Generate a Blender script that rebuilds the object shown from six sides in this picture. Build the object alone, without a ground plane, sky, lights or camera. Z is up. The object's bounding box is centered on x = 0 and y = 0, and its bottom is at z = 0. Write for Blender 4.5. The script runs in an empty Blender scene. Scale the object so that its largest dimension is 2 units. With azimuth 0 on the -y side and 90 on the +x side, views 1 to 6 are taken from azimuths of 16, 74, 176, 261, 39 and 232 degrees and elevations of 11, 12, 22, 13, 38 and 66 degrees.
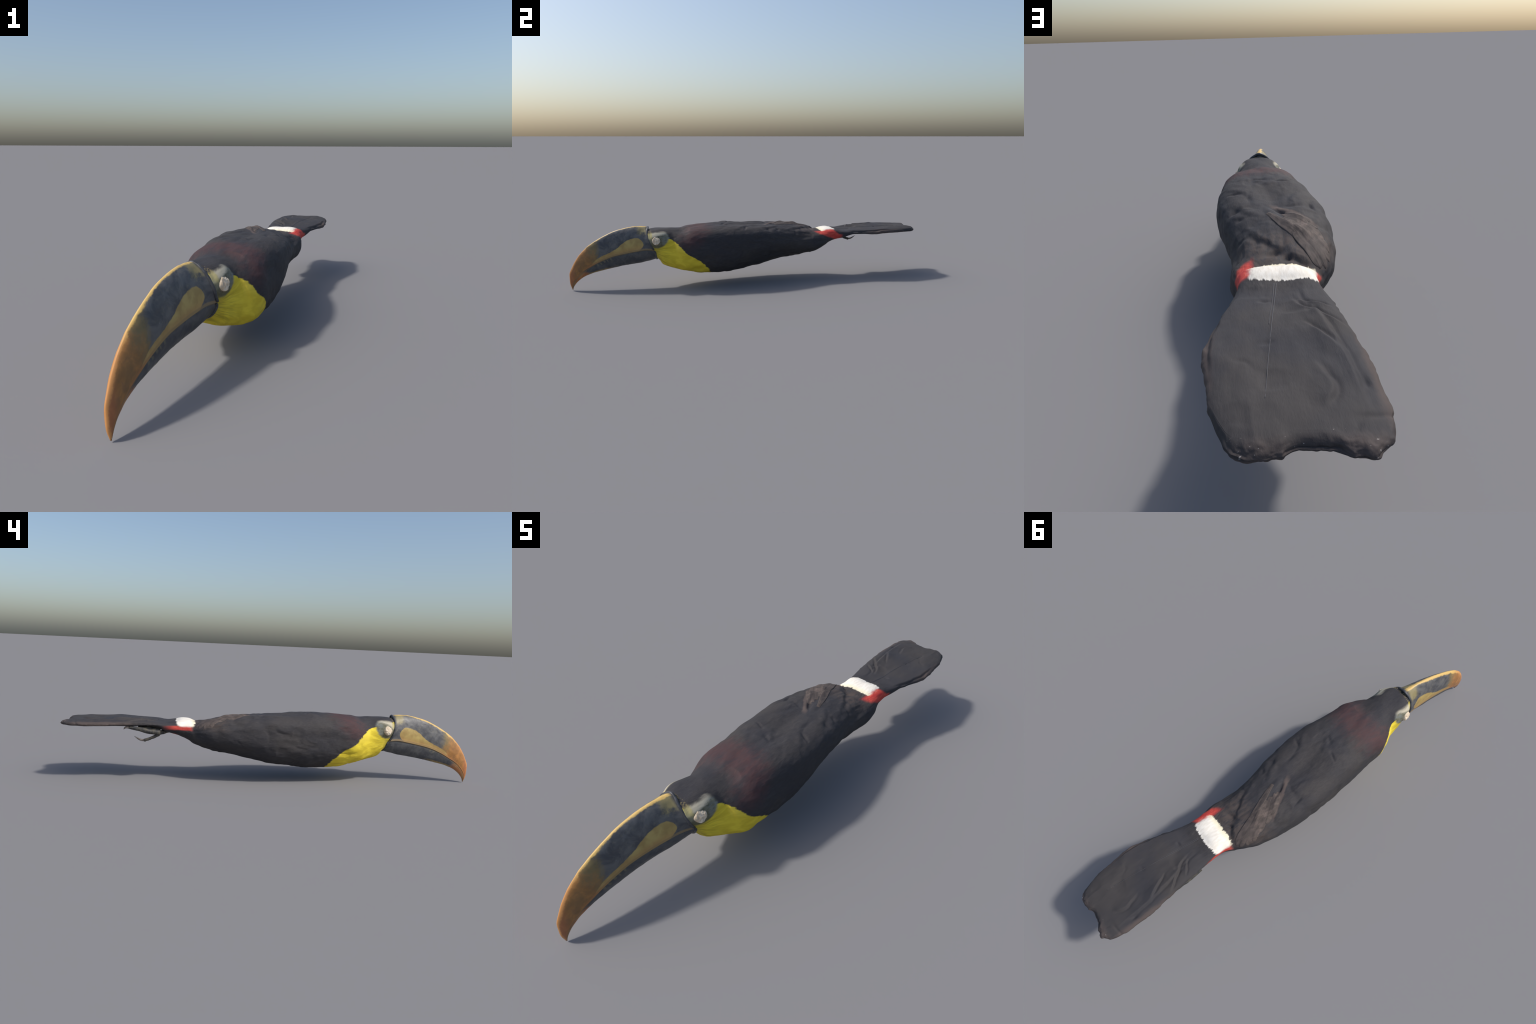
"""Study skin of a black-mandibled toucan: one bird, lying as if flying, bill tip on the ground."""
import bpy, bmesh, math
import numpy as np
from mathutils import Vector, Matrix
from mathutils.bvhtree import BVHTree

rng = np.random.default_rng(11)

# ---------------------------------------------------------------- helpers
def smooth(a, b, x):
    t = np.clip((x - a) / (b - a), 0, 1)
    return t * t * (3 - 2 * t)

def pchip(xs, ys, x):
    """monotone cubic interpolation of control points"""
    xs, ys = np.asarray(xs, float), np.asarray(ys, float)
    h = np.diff(xs); d = np.diff(ys) / h
    m = np.zeros_like(ys)
    w1, w2 = 2 * h[1:] + h[:-1], h[1:] + 2 * h[:-1]
    same = d[1:] * d[:-1] > 0
    with np.errstate(divide='ignore', invalid='ignore'):
        hm = (w1 + w2) / (w1 / d[:-1] + w2 / d[1:])
    m[1:-1] = np.where(same, hm, 0); m[0], m[-1] = d[0], d[-1]
    x = np.clip(x, xs[0], xs[-1])
    i = np.clip(np.searchsorted(xs, x) - 1, 0, len(xs) - 2)
    t = (x - xs[i]) / h[i]
    return ((1 + 2 * t) * (1 - t) ** 2 * ys[i] + t * (1 - t) ** 2 * h[i] * m[i]
            + t * t * (3 - 2 * t) * ys[i + 1] + t * t * (t - 1) * h[i] * m[i + 1])

def lattice(ix, iy, iz, seed):
    n = (ix.astype(np.int64) * 374761393 + iy.astype(np.int64) * 668265263
         + iz.astype(np.int64) * 2147483647 + seed * 974711) & 0xFFFFFFFF
    n = ((n ^ (n >> 13)) * 1274126177) & 0xFFFFFFFF
    return ((n ^ (n >> 16)) & 0xFFFF) / 32767.5 - 1.0

def noise3(P, seed=0):
    """smooth value noise in -1..1 at the points P (n,3)"""
    F = np.floor(P); f = P - F; I = F.astype(np.int64)
    u = f * f * f * (f * (f * 6 - 15) + 10)
    out = 0
    for dx in (0, 1):
        for dy in (0, 1):
            for dz in (0, 1):
                w = (u[:, 0] if dx else 1 - u[:, 0]) * (u[:, 1] if dy else 1 - u[:, 1]) * (u[:, 2] if dz else 1 - u[:, 2])
                out = out + w * lattice(I[:, 0] + dx, I[:, 1] + dy, I[:, 2] + dz, seed)
    return out

def fbm(P, octaves=4, seed=0):
    s, a, v = 1.0, 1.0, 0
    for k in range(octaves):
        v = v + a * noise3(P * s + 7.3 * k, seed + k); s *= 2.03; a *= 0.5
    return v

def seg_dist(X, Y, p, q):
    """distance to a segment, signed side (+ left of p->q) and position along it"""
    px, py = p; qx, qy = q
    L2 = (qx - px) ** 2 + (qy - py) ** 2
    t = ((X - px) * (qx - px) + (Y - py) * (qy - py)) / L2
    tc = np.clip(t, 0, 1)
    d = np.hypot(X - px - tc * (qx - px), Y - py - tc * (qy - py))
    side = (qx - px) * (Y - py) - (qy - py) * (X - px)
    return d, np.sign(side), t

def poly_sdf(X, Y, pts):
    """signed distance to a polygon, positive inside"""
    n = len(pts); d = np.full(X.shape, 1e9); inside = np.zeros(X.shape, bool)
    for i in range(n):
        p, q = pts[i], pts[(i + 1) % n]
        d = np.minimum(d, seg_dist(X, Y, p, q)[0])
        c = (p[1] > Y) != (q[1] > Y)
        with np.errstate(divide='ignore', invalid='ignore'):
            xi = (q[0] - p[0]) * (Y - p[1]) / (q[1] - p[1]) + p[0]
        inside ^= c & (X < xi)
    return np.where(inside, d, -d)

def mesh_obj(name, verts, faces, mat, parent=None, smooth_shade=True):
    me = bpy.data.meshes.new(name)
    me.from_pydata([tuple(v) for v in verts], [], [tuple(f) for f in faces])
    me.validate()
    if smooth_shade:
        me.polygons.foreach_set('use_smooth', [True] * len(me.polygons))
    me.materials.append(mat)
    ob = bpy.data.objects.new(name, me)
    bpy.context.scene.collection.objects.link(ob)
    if parent: ob.parent = parent
    return ob

def grid_faces(nr, nc, closed=True, cap=(False, False)):
    i = np.arange(nr - 1)[:, None]; j = np.arange(nc if closed else nc - 1)[None]
    k = (j + 1) % nc
    F = np.stack([i * nc + j + 0 * k, i * nc + k, (i + 1) * nc + k, (i + 1) * nc + j], -1).reshape(-1, 4).tolist()
    if cap[0]: F.append(list(range(nc))[::-1])
    if cap[1]: F.append([(nr - 1) * nc + q for q in range(nc)])
    return F

def tube(name, pts, radii, mat, parent, seg=12, sub=8, flat=1.0, jitter=0.0):
    """tapered round-ended tube through control points"""
    pts = np.array(pts, float); t = np.arange(len(pts)); tt = np.linspace(0, len(pts) - 1, (len(pts) - 1) * sub + 1)
    C = np.stack([pchip(t, pts[:, k], tt) for k in range(3)], -1); R = pchip(t, radii, tt)
    T = np.gradient(C, axis=0); T /= np.linalg.norm(T, axis=1)[:, None]
    up = np.array([0.13, 0.05, 1.0]); A = np.cross(T, up); A /= np.linalg.norm(A, axis=1)[:, None]; B = np.cross(A, T)
    th = np.linspace(0, 2 * np.pi, seg, endpoint=False)
    V = C[:, None] + R[:, None, None] * (np.cos(th)[None, :, None] * A[:, None] + flat * np.sin(th)[None, :, None] * B[:, None])
    V = V.reshape(-1, 3)
    if jitter: V = V + jitter * np.stack([noise3(V * 90 + 3.1 * k, 40 + k) for k in range(3)], -1)
    return mesh_obj(name, V, grid_faces(len(C), seg, True, (True, True)), mat, parent)

# ---------------------------------------------------------------- node helper
class Nodes:
    def __init__(self, name):
        self.mat = bpy.data.materials.new(name); self.mat.use_nodes = True
        self.nt = self.mat.node_tree; self.nt.nodes.clear()
        self.out = self.nt.nodes.new('ShaderNodeOutputMaterial')
        self.bsdf = self.nt.nodes.new('ShaderNodeBsdfPrincipled')
        self.nt.links.new(self.bsdf.outputs[0], self.out.inputs[0])
        tc = self.nt.nodes.new('ShaderNodeTexCoord'); self.co = tc.outputs['Object']
        sp = self.nt.nodes.new('ShaderNodeSeparateXYZ'); self.link(self.co, sp.inputs[0])
        self.x, self.y, self.z = sp.outputs
    def link(self, a, b): self.nt.links.new(a, b)
    def put(self, sock, v):
        if isinstance(v, (int, float)): sock.default_value = v
        elif isinstance(v, tuple): sock.default_value = v if len(v) != 3 or sock.type != 'RGBA' else (*v, 1)
        else: self.link(v, sock)
    def math(self, op, a, b=0.0, c=None, clamp=False):
        n = self.nt.nodes.new('ShaderNodeMath'); n.operation = op; n.use_clamp = clamp
        self.put(n.inputs[0], a); self.put(n.inputs[1], b)
        if c is not None: self.put(n.inputs[2], c)
        return n.outputs[0]
    def add(self, a, b): return self.math('ADD', a, b)
    def sub(self, a, b): return self.math('SUBTRACT', a, b)
    def mul(self, a, b): return self.math('MULTIPLY', a, b)
    def step(self, v, lo, hi):
        """smooth 0..1 as v goes lo..hi (hi may be the smaller)"""
        n = self.nt.nodes.new('ShaderNodeMapRange'); n.interpolation_type = 'SMOOTHSTEP'
        if lo <= hi: a, b, c, d = lo, hi, 0.0, 1.0
        else: a, b, c, d = hi, lo, 1.0, 0.0
        self.put(n.inputs['Value'], v)
        for k, q in zip(('From Min', 'From Max', 'To Min', 'To Max'), (a, b, c, d)): n.inputs[k].default_value = q
        return n.outputs[0]
    def noise(self, scale, detail=3.0, stretch=(1, 1, 1), rough=0.55, dist=0.0, off=(0, 0, 0)):
        m = self.nt.nodes.new('ShaderNodeMapping'); m.inputs['Scale'].default_value = stretch; m.inputs['Location'].default_value = off
        self.link(self.co, m.inputs[0])
        n = self.nt.nodes.new('ShaderNodeTexNoise'); n.inputs['Scale'].default_value = scale
        n.inputs['Detail'].default_value = detail; n.inputs['Roughness'].default_value = rough; n.inputs['Distortion'].default_value = dist
        self.link(m.outputs[0], n.inputs['Vector'])
        return n.outputs['Fac']
    def fan_noise(self, cy, cz, per_turn, along, detail=3.0):
        """streaks that radiate from the point (cy, cz) in side view"""
        dy, dz = self.sub(self.y, cy), self.sub(self.z, cz)
        c = self.nt.nodes.new('ShaderNodeCombineXYZ')
        self.link(self.mul(self.math('ARCTAN2', dz, dy), per_turn), c.inputs[0])
        self.link(self.mul(self.math('SQRT', self.add(self.mul(dy, dy), self.mul(dz, dz))), along), c.inputs[1])
        self.link(self.math('SIGN', self.x), c.inputs[2])
        n = self.nt.nodes.new('ShaderNodeTexNoise'); n.inputs['Scale'].default_value = 1.0; n.inputs['Detail'].default_value = detail; n.inputs['Distortion'].default_value = 0.5
        self.link(c.outputs[0], n.inputs['Vector'])
        return n.outputs['Fac']
    def voronoi(self, scale, stretch=(1, 1, 1)):
        m = self.nt.nodes.new('ShaderNodeMapping'); m.inputs['Scale'].default_value = stretch
        self.link(self.co, m.inputs[0])
        n = self.nt.nodes.new('ShaderNodeTexVoronoi'); n.inputs['Scale'].default_value = scale
        self.link(m.outputs[0], n.inputs['Vector'])
        return n.outputs['Distance']
    def curve(self, v, lo, hi, pts):
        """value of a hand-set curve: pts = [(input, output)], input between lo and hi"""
        outs = [p[1] for p in pts]; o0, o1 = min(outs), max(outs)
        t = self.math('DIVIDE', self.sub(v, lo), hi - lo, clamp=True)
        n = self.nt.nodes.new('ShaderNodeFloatCurve'); cu = n.mapping.curves[0]
        q = [((a - lo) / (hi - lo), (b - o0) / (o1 - o0)) for a, b in sorted(pts)]
        cu.points[0].location = q[0]; cu.points[1].location = q[-1]
        for a in q[1:-1]: cu.points.new(*a)
        for p in cu.points: p.handle_type = 'AUTO_CLAMPED'
        n.mapping.update(); n.inputs[0].default_value = 1.0; self.link(t, n.inputs[1])
        return self.add(self.mul(n.outputs[0], o1 - o0), o0)
    def mix(self, fac, a, b):
        n = self.nt.nodes.new('ShaderNodeMix'); n.data_type = 'RGBA'
        self.put(n.inputs[0], fac); self.put(n.inputs[6], a); self.put(n.inputs[7], b)
        return n.outputs[2]
    def bump(self, height, strength, dist, normal=None):
        n = self.nt.nodes.new('ShaderNodeBump'); n.inputs['Strength'].default_value = strength; n.inputs['Distance'].default_value = dist
        self.link(height, n.inputs['Height'])
        if normal: self.link(normal, n.inputs['Normal'])
        return n.outputs[0]
    def finish(self, col, rough=0.6, spec=0.3, normal=None, sheen=0.0):
        self.put(self.bsdf.inputs['Base Color'], col); self.put(self.bsdf.inputs['Roughness'], rough)
        self.bsdf.inputs['Specular IOR Level'].default_value = spec
        if sheen:
            self.bsdf.inputs['Sheen Weight'].default_value = sheen; self.bsdf.inputs['Sheen Roughness'].default_value = 0.5
        if normal: self.link(normal, self.bsdf.inputs['Normal'])
        return self.mat

# ---------------------------------------------------------------- plumage material
def plumage():
    n = Nodes('plumage'); x, y, z = n.x, n.y, n.z
    streak = n.noise(26, 5, (3.2, 0.8, 2.2), 0.65, 0.6)
    fine = n.noise(120, 3, (2.5, 0.5, 2.0), 0.6, 0.3)
    patch = n.noise(7, 3, (1, 0.7, 1), 0.5, 0.4)
    wob = n.sub(n.noise(38, 4, (1.4, 0.45, 1.4), 0.65, 0.4), 0.5)       # ragged feather edges
    # black plumage: blue-black to brown-black, streaked along the body
    col = n.mix(n.step(patch, 0.40, 0.64), (0.040, 0.039, 0.044), (0.050, 0.046, 0.046))
    col = n.mix(n.mul(n.step(streak, 0.42, 0.75), n.add(0.45, n.mul(n.step(y, 0.5, 0.58), -0.28))), col, (0.068, 0.062, 0.061))
    col = n.mix(n.mul(n.step(fine, 0.62, 0.36), n.add(0.30, n.mul(n.step(y, 0.5, 0.58), -0.22))), col, (0.022, 0.021, 0.024))
    # brown fold of the right wing
    fd = n.math('ABSOLUTE', n.add(n.sub(x, 0.008), n.mul(n.sub(y, 0.045), 0.587)))
    fold = n.mul(n.mul(n.step(n.add(fd, n.mul(wob, 0.02)), 0.016, 0.007), n.step(n.add(y, n.mul(wob, 0.05)), 0.05, 0.09)), n.mul(n.step(y, 0.24, 0.21), n.step(z, 0.26, 0.28)))
    col = n.mix(n.mul(fold, 0.8), col, (0.120, 0.092, 0.080))
    # rump and upper tail coverts: brown-black
    brown = n.mul(n.mul(n.step(y, 0.22, 0.30), n.step(y, 0.47, 0.41)), n.step(z, 0.24, 0.262))
    col = n.mix(n.mul(brown, n.step(streak, 0.35, 0.6)), col, (0.072, 0.058, 0.053))
    # tail: brown along the outer edges
    edge = n.math('ABSOLUTE', n.sub(x, 0.025))
    te = n.mul(n.step(n.add(edge, n.mul(wob, 0.02)), 0.113, 0.13), n.step(y, 0.6, 0.7))
    tend = n.mul(n.step(n.add(y, n.mul(wob, 0.03)), 0.955, 0.985), 0.8)
    col = n.mix(n.mul(n.math('MAXIMUM', te, tend), 0.7), col, (0.095, 0.073, 0.065))
    chip = n.mul(n.step(n.noise(130, 2, (1, 1.6, 1)), 0.66, 0.72), n.mul(n.step(y, 0.945, 0.965), n.step(n.noise(22, 2, off=(5, 0, 1)), 0.54, 0.60)))
    col = n.mix(n.mul(chip, 0.85), col, (0.34, 0.31, 0.29))
    # maroon nape and mantle, lower at the sides and further forward there
    yc = n.sub(n.mul(n.sub(z, 0.325), 0.75), 0.315)
    d = n.math('ABSOLUTE', n.add(n.sub(y, yc), n.mul(wob, 0.16)))
    maroon = n.mul(n.step(d, 0.105, 0.0), n.step(z, 0.19, 0.27))
    col = n.mix(n.mul(maroon, n.math('MULTIPLY', n.add(0.05, n.mul(streak, 0.85)), 1.0, clamp=True)), col, (0.100, 0.041, 0.040))
    # bare skin round the eye
    ey, ez = n.sub(y, -0.532), n.sub(z, 0.266)
    ez = n.sub(ez, n.mul(n.step(ey, 0.0, 0.06), 0.014))
    eyd = n.math('MAXIMUM', n.math('DIVIDE', ey, 0.055), n.math('DIVIDE', ey, -0.075))
    er = n.math('SQRT', n.add(n.mul(eyd, eyd), n.math('POWER', n.math('DIVIDE', ez, 0.042), 2.0)))
    er = n.add(er, n.mul(wob, 0.40))
    # yellow bib
    yb = n.curve(z, 0.04, 0.31, [(0.04, -0.232), (0.08, -0.247), (0.11, -0.262), (0.142, -0.29), (0.174, -0.332), (0.19, -0.362),
                                 (0.224, -0.398), (0.25, -0.424), (0.266, -0.445), (0.277, -0.475), (0.288, -0.53), (0.31, -0.60)])
    yb = n.sub(yb, n.mul(x, 0.10))
    nb = n.add(n.sub(yb, y), n.mul(wob, 0.035))
    bib = n.step(nb, -0.003, 0.007)
    ray = n.fan_noise(-0.585, 0.205, 7.0, 16.0, 5.0)
    ycol = n.mix(n.step(ray, 0.34, 0.66), (0.62, 0.475, 0.034), (0.76, 0.605, 0.050))
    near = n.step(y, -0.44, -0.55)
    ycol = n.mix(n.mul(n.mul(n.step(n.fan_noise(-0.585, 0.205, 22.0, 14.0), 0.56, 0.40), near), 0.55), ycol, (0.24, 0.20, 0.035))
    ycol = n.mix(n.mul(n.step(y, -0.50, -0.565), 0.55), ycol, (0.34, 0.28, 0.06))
    lobe = n.mul(n.step(n.add(y, n.mul(wob, 0.02)), -0.450, -0.438), n.step(z, 0.19, 0.235))  # rear lobe of the bib painted lighter where sunlight catches its bulge
    ycol = n.mix(n.mul(lobe, 0.6), ycol, (0.82, 0.66, 0.085))
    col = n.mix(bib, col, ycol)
    skin = n.mix(n.step(n.noise(45, 4), 0.36, 0.64), (0.115, 0.115, 0.078), (0.205, 0.200, 0.145))
    skin = n.mix(n.mul(n.step(y, -0.52, -0.50), n.mul(n.step(n.noise(75, 4, (1, 0.4, 1)), 0.42, 0.60), 0.8)), skin, (0.19, 0.21, 0.20))
    skin = n.mix(n.mul(n.step(z, 0.252, 0.235), 0.6), skin, (0.110, 0.100, 0.045))
    cream = n.step(n.add(n.add(n.mul(n.sub(z, 0.286), 42.0), n.mul(n.sub(-0.530, y), 14.0)), n.mul(wob, 1.6)), -0.15, 0.5)
    skin = n.mix(n.mul(cream, 0.9), skin, (0.52, 0.475, 0.365))
    skin = n.mix(n.mul(n.mul(n.step(n.add(y, n.mul(wob, 0.01)), -0.557, -0.566), n.step(z, 0.262, 0.285)), 0.8), skin, (0.45, 0.39, 0.16))
    side = n.step(n.add(n.math('ABSOLUTE', x), n.mul(wob, 0.012)), 0.043, 0.054)
    col = n.mix(n.mul(n.step(er, 1.14, 0.86), side), col, skin)
    seam = n.mul(n.mul(n.step(y, -0.5640, -0.5680), n.step(z, 0.295, 0.303)), n.step(n.noise(150, 3, off=(2, 2, 2)), 0.46, 0.62))
    col = n.mix(n.mul(seam, 0.6), col, (0.33, 0.26, 0.12))
    # white rump band, red beside and below it
    wy = n.add(n.add(y, n.mul(wob, 0.022)), n.mul(n.sub(n.noise(80, 3, (2.4, 0.25, 1.0), 0.6, 0.3), 0.5), 0.024))
    zdrop = n.mul(n.math('ABSOLUTE', n.sub(x, 0.004)), 0.10)
    front = n.add(0.402, n.mul(n.sub(n.noise(30, 2, (1, 0.2, 1)), 0.5), 0.02))
    wq = n.add(n.math('POWER', n.math('ABSOLUTE', n.math('DIVIDE', n.sub(x, 0.001), 0.086)), 4.0), n.math('POWER', n.math('ABSOLUTE', n.math('DIVIDE', n.sub(wy, n.add(front, 0.041)), 0.044)), 4.0))
    white = n.step(wq, 1.25, 0.70)
    white = n.mul(white, n.step(n.add(z, n.mul(wob, 0.012)), 0.255, 0.264))
    white = n.mul(white, n.step(n.add(x, n.mul(wob, 0.03)), 0.083, 0.066))
    right = n.step(x, 0.0, 0.02)
    redR = n.mul(n.mul(n.step(n.add(n.sub(y, n.mul(n.sub(0.272, z), 2.5)), n.mul(wob, 0.04)), 0.340, 0.375), n.step(n.add(x, n.mul(wob, 0.02)), 0.058, 0.076)),
                 n.mul(n.step(n.add(z, n.mul(wob, 0.008)), 0.287, 0.280), n.mul(n.step(n.sub(y, n.mul(n.sub(0.272, z), 1.2)), 0.485, 0.465), n.step(y, 0.515, 0.49))))
    redU = n.mul(n.mul(n.mul(n.step(n.add(y, n.mul(wob, 0.03)), 0.465, 0.49), n.step(y, 0.525, 0.50)), n.step(z, 0.258, 0.248)), n.step(x, -0.045, -0.01))
    redL = n.mul(n.mul(n.step(n.add(y, n.mul(wob, 0.03)), 0.405, 0.43), n.step(y, 0.56, 0.48)),
                 n.mul(n.mul(n.step(x, -0.058, -0.074), n.step(n.add(z, n.mul(wob, 0.01)), 0.238, 0.247)), n.step(z, 0.265, 0.257)))
    red = n.math('MAXIMUM', n.math('MAXIMUM', redR, redL), redU)
    rcol = n.mix(n.step(streak, 0.35, 0.65), (0.46, 0.045, 0.040), (0.58, 0.085, 0.060))
    col = n.mix(red, col, rcol)
    wcol = n.mix(n.step(n.noise(60, 3, (2.4, 0.6, 1)), 0.35, 0.65), (0.74, 0.69, 0.60), (0.82, 0.78, 0.70))
    wcol = n.mix(n.mul(n.step(y, 0.425, 0.405), 0.5), wcol, (0.78, 0.70, 0.42))
    col = n.mix(white, col, wcol)
    h = n.add(n.mul(streak, 0.6), n.mul(fine, 0.4))
    nm = n.bump(h, 0.28, 0.004)
    rough = n.add(0.62, n.mul(streak, 0.25))
    return n.finish(col, rough, 0.22, nm)

def wing_brown():
    n = Nodes('wing_feather_brown')
    s = n.noise(30, 5, (2.6, 1.0, 1), 0.6, 0.5); p = n.noise(9, 3)
    col = n.mix(n.step(s, 0.35, 0.68), (0.070, 0.057, 0.051), (0.138, 0.108, 0.094))
    col = n.mix(n.mul(n.step(p, 0.45, 0.65), 0.6), col, (0.066, 0.056, 0.053))
    return n.finish(col, 0.72, 0.2, n.bump(s, 0.35, 0.003))

def shaft_mat():
    n = Nodes('feather_shaft')
    return n.finish(n.mix(n.noise(40, 2), (0.050, 0.049, 0.055), (0.085, 0.084, 0.092)), 0.5, 0.3)

# ---------------------------------------------------------------- bill material
BC = (-0.60, -0.15)                      # pole of the polar frame used on the bill (y, z)
CULMEN = [(-.575, .331), (-.59, .335), (-.65, .335), (-.72, .322), (-.785, .300), (-.845, .268), (-.900, .231), (-.944, .186), (-.978, .133), (-.996, .085), (-.995, .043), (-.986, .004)]
TOMIUM = [(-.548, .209), (-.595, .213), (-.641, .206), (-.703, .194), (-.765, .180), (-.822, .159), (-.866, .137), (-.906, .112), (-.940, .082), (-.966, .056), (-.980, .025), (-.985, .003)]
KEEL = [(-.548, .157), (-.585, .144), (-.630, .133), (-.690, .125), (-.750, .116), (-.805, .105), (-.855, .093), (-.905, .076), (-.944, .054), (-.968, .030), (-.980, .012), (-.984, .001)]
def polar(p):
    dy, dz = p[0] - BC[0], p[1] - BC[1]
    return math.atan2(-dy, dz), math.hypot(dy, dz)

def bill_frame(n):
    dy, dz = n.sub(n.y, BC[0]), n.sub(n.z, BC[1])
    ang = n.math('ARCTAN2', n.mul(dy, -1.0), dz)
    r = n.math('SQRT', n.add(n.mul(dy, dy), n.mul(dz, dz)))
    c = [polar(p) for p in CULMEN]; t = [polar(p) for p in TOMIUM]
    rc = n.curve(ang, min(a for a, _ in c), max(a for a, _ in c), c)
    rt = n.curve(ang, min(a for a, _ in t), max(a for a, _ in t), t)
    v = n.math('DIVIDE', n.sub(r, rt), n.math('MAXIMUM', n.sub(rc, rt), 0.004))
    return ang, r, rc, rt, v

SLATE_A, SLATE_B = (0.060, 0.062, 0.070), (0.125, 0.125, 0.125)
def slate(n):
    a = n.noise(22, 5, (1, 1, 1), 0.6, 0.8); b = n.noise(60, 4)
    col = n.mix(n.step(a, 0.35, 0.68), SLATE_A, SLATE_B)
    col = n.mix(n.mul(n.step(b, 0.52, 0.74), 0.35), col, (0.19, 0.175, 0.13))
    return n.mix(n.mul(n.step(n.noise(34, 2, off=(3, 1, 2)), 0.69, 0.76), 0.3), col, (0.33, 0.34, 0.36))

def orange(n):
    a = n.noise(18, 4, (1, 1, 1), 0.6, 1.2)
    col = n.mix(n.step(a, 0.32, 0.66), (0.29, 0.135, 0.040), (0.45, 0.205, 0.060))
    col = n.mix(n.mul(n.step(n.noise(42, 4, off=(1, 2, 3)), 0.52, 0.70), 0.55), col, (0.20, 0.105, 0.055))
    off = n.add(n.x, n.mul(n.add(n.y, 0.57), -0.075))
    col = n.mix(n.mul(n.mul(n.step(off, 0.002, 0.012), n.step(n.noise(26, 4, off=(4, 0, 2)), 0.34, 0.60)), 0.72), col, (0.19, 0.110, 0.045))
    return n.mix(n.mul(n.step(n.y, -0.955, -0.99), 0.6), col, (0.40, 0.130, 0.060))

def upper_bill():
    n = Nodes('upper_bill_horn'); y, z = n.y, n.z
    ang, r, rc, rt, v = bill_frame(n)
    w = n.sub(n.noise(34, 5, (1, 1, 1), 0.7), 0.5); w2 = n.sub(n.noise(90, 4), 0.5)
    col = slate(n)
    tip = n.step(n.add(n.add(y, n.mul(n.sub(v, 0.5), 0.05)), n.add(n.mul(w, 0.085), n.mul(w2, 0.04))), -0.842, -0.905)
    yel = n.mix(n.step(n.noise(25, 3), 0.35, 0.65), (0.44, 0.31, 0.085), (0.56, 0.42, 0.14))
    # yellow-olive bloom behind the orange tip and at the base below the culmen
    olive = n.mul(n.step(n.add(y, n.mul(w, 0.07)), -0.825, -0.865), 0.75)
    col = n.mix(olive, col, (0.235, 0.170, 0.058))
    by = n.mul(n.mul(n.step(n.add(y, n.mul(w, 0.06)), -0.645, -0.615), n.step(y, -0.583, -0.598)), n.step(n.add(v, n.mul(w, 0.55)), 0.60, 0.74))
    col = n.mix(n.mul(by, 0.6), col, (0.36, 0.295, 0.115))
    col = n.mix(tip, col, orange(n))
    # tear-shaped pale patch resting on the cutting edge
    top = n.curve(y, -0.90, -0.603, [(-0.90, 0.10), (-0.86, 0.16), (-0.825, 0.182), (-0.786, 0.200), (-0.745, 0.223), (-0.712, 0.251),
                                    (-0.675, 0.271), (-0.643, 0.277), (-0.621, 0.268), (-0.609, 0.250), (-0.603, 0.200)])
    pm = n.step(n.add(n.sub(top, z), n.add(n.mul(w2, 0.006), n.mul(w, 0.006))), -0.002, 0.003)
    pm = n.mul(n.mul(pm, n.step(n.add(y, n.mul(w2, 0.004)), -0.604, -0.609)), n.step(y, -0.90, -0.86))
    zz = n.sub(z, 0.248)
    back = n.step(n.add(n.add(y, n.mul(n.mul(zz, zz), 17.0)), n.mul(w2, 0.004)), -0.604, -0.608)
    pcol = n.mix(n.step(n.noise(20, 3), 0.35, 0.65), (0.33, 0.225, 0.075), (0.45, 0.335, 0.115))
    pcol = n.mix(n.mul(n.step(v, 0.30, 0.02), 0.6), pcol, (0.40, 0.225, 0.085))
    col = n.mix(n.mul(pm, back), col, pcol)
    # pale line of the cutting edge, rim of dried brown on it
    line = n.step(n.sub(r, rt), 0.010, 0.006)
    col = n.mix(n.mul(line, 0.7), col, n.mix(tip, (0.26, 0.175, 0.075), (0.36, 0.150, 0.055)))
    # yellow culmen stripe along the ridge, gold towards the tip
    mid_x = n.curve(y, -1.0, -0.57, [(-1.0, -.035), (-.944, -.035), (-.90, -.032), (-.845, -.028), (-.785, -.024), (-.72, -.018), (-.65, -.009), (-.57, .0)])
    off = n.math('ABSOLUTE', n.sub(n.x, mid_x))
    cs = n.step(n.add(off, n.mul(w, 0.014)), 0.0092, 0.0050)
    cs = n.mul(n.mul(cs, n.step(v, 0.55, 0.7)), n.step(n.add(y, n.mul(w, 0.02)), -0.582, -0.594))
    ccol = n.mix(n.step(y, -0.86, -0.95), (0.68, 0.455, 0.145), (0.56, 0.260, 0.085))
    col = n.mix(n.mul(cs, 0.92), col, ccol)
    rough = n.add(0.34, n.mul(n.noise(50, 3), 0.25))
    return n.finish(col, rough, 0.4, n.bump(n.noise(28, 4), 0.25, 0.004))

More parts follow.
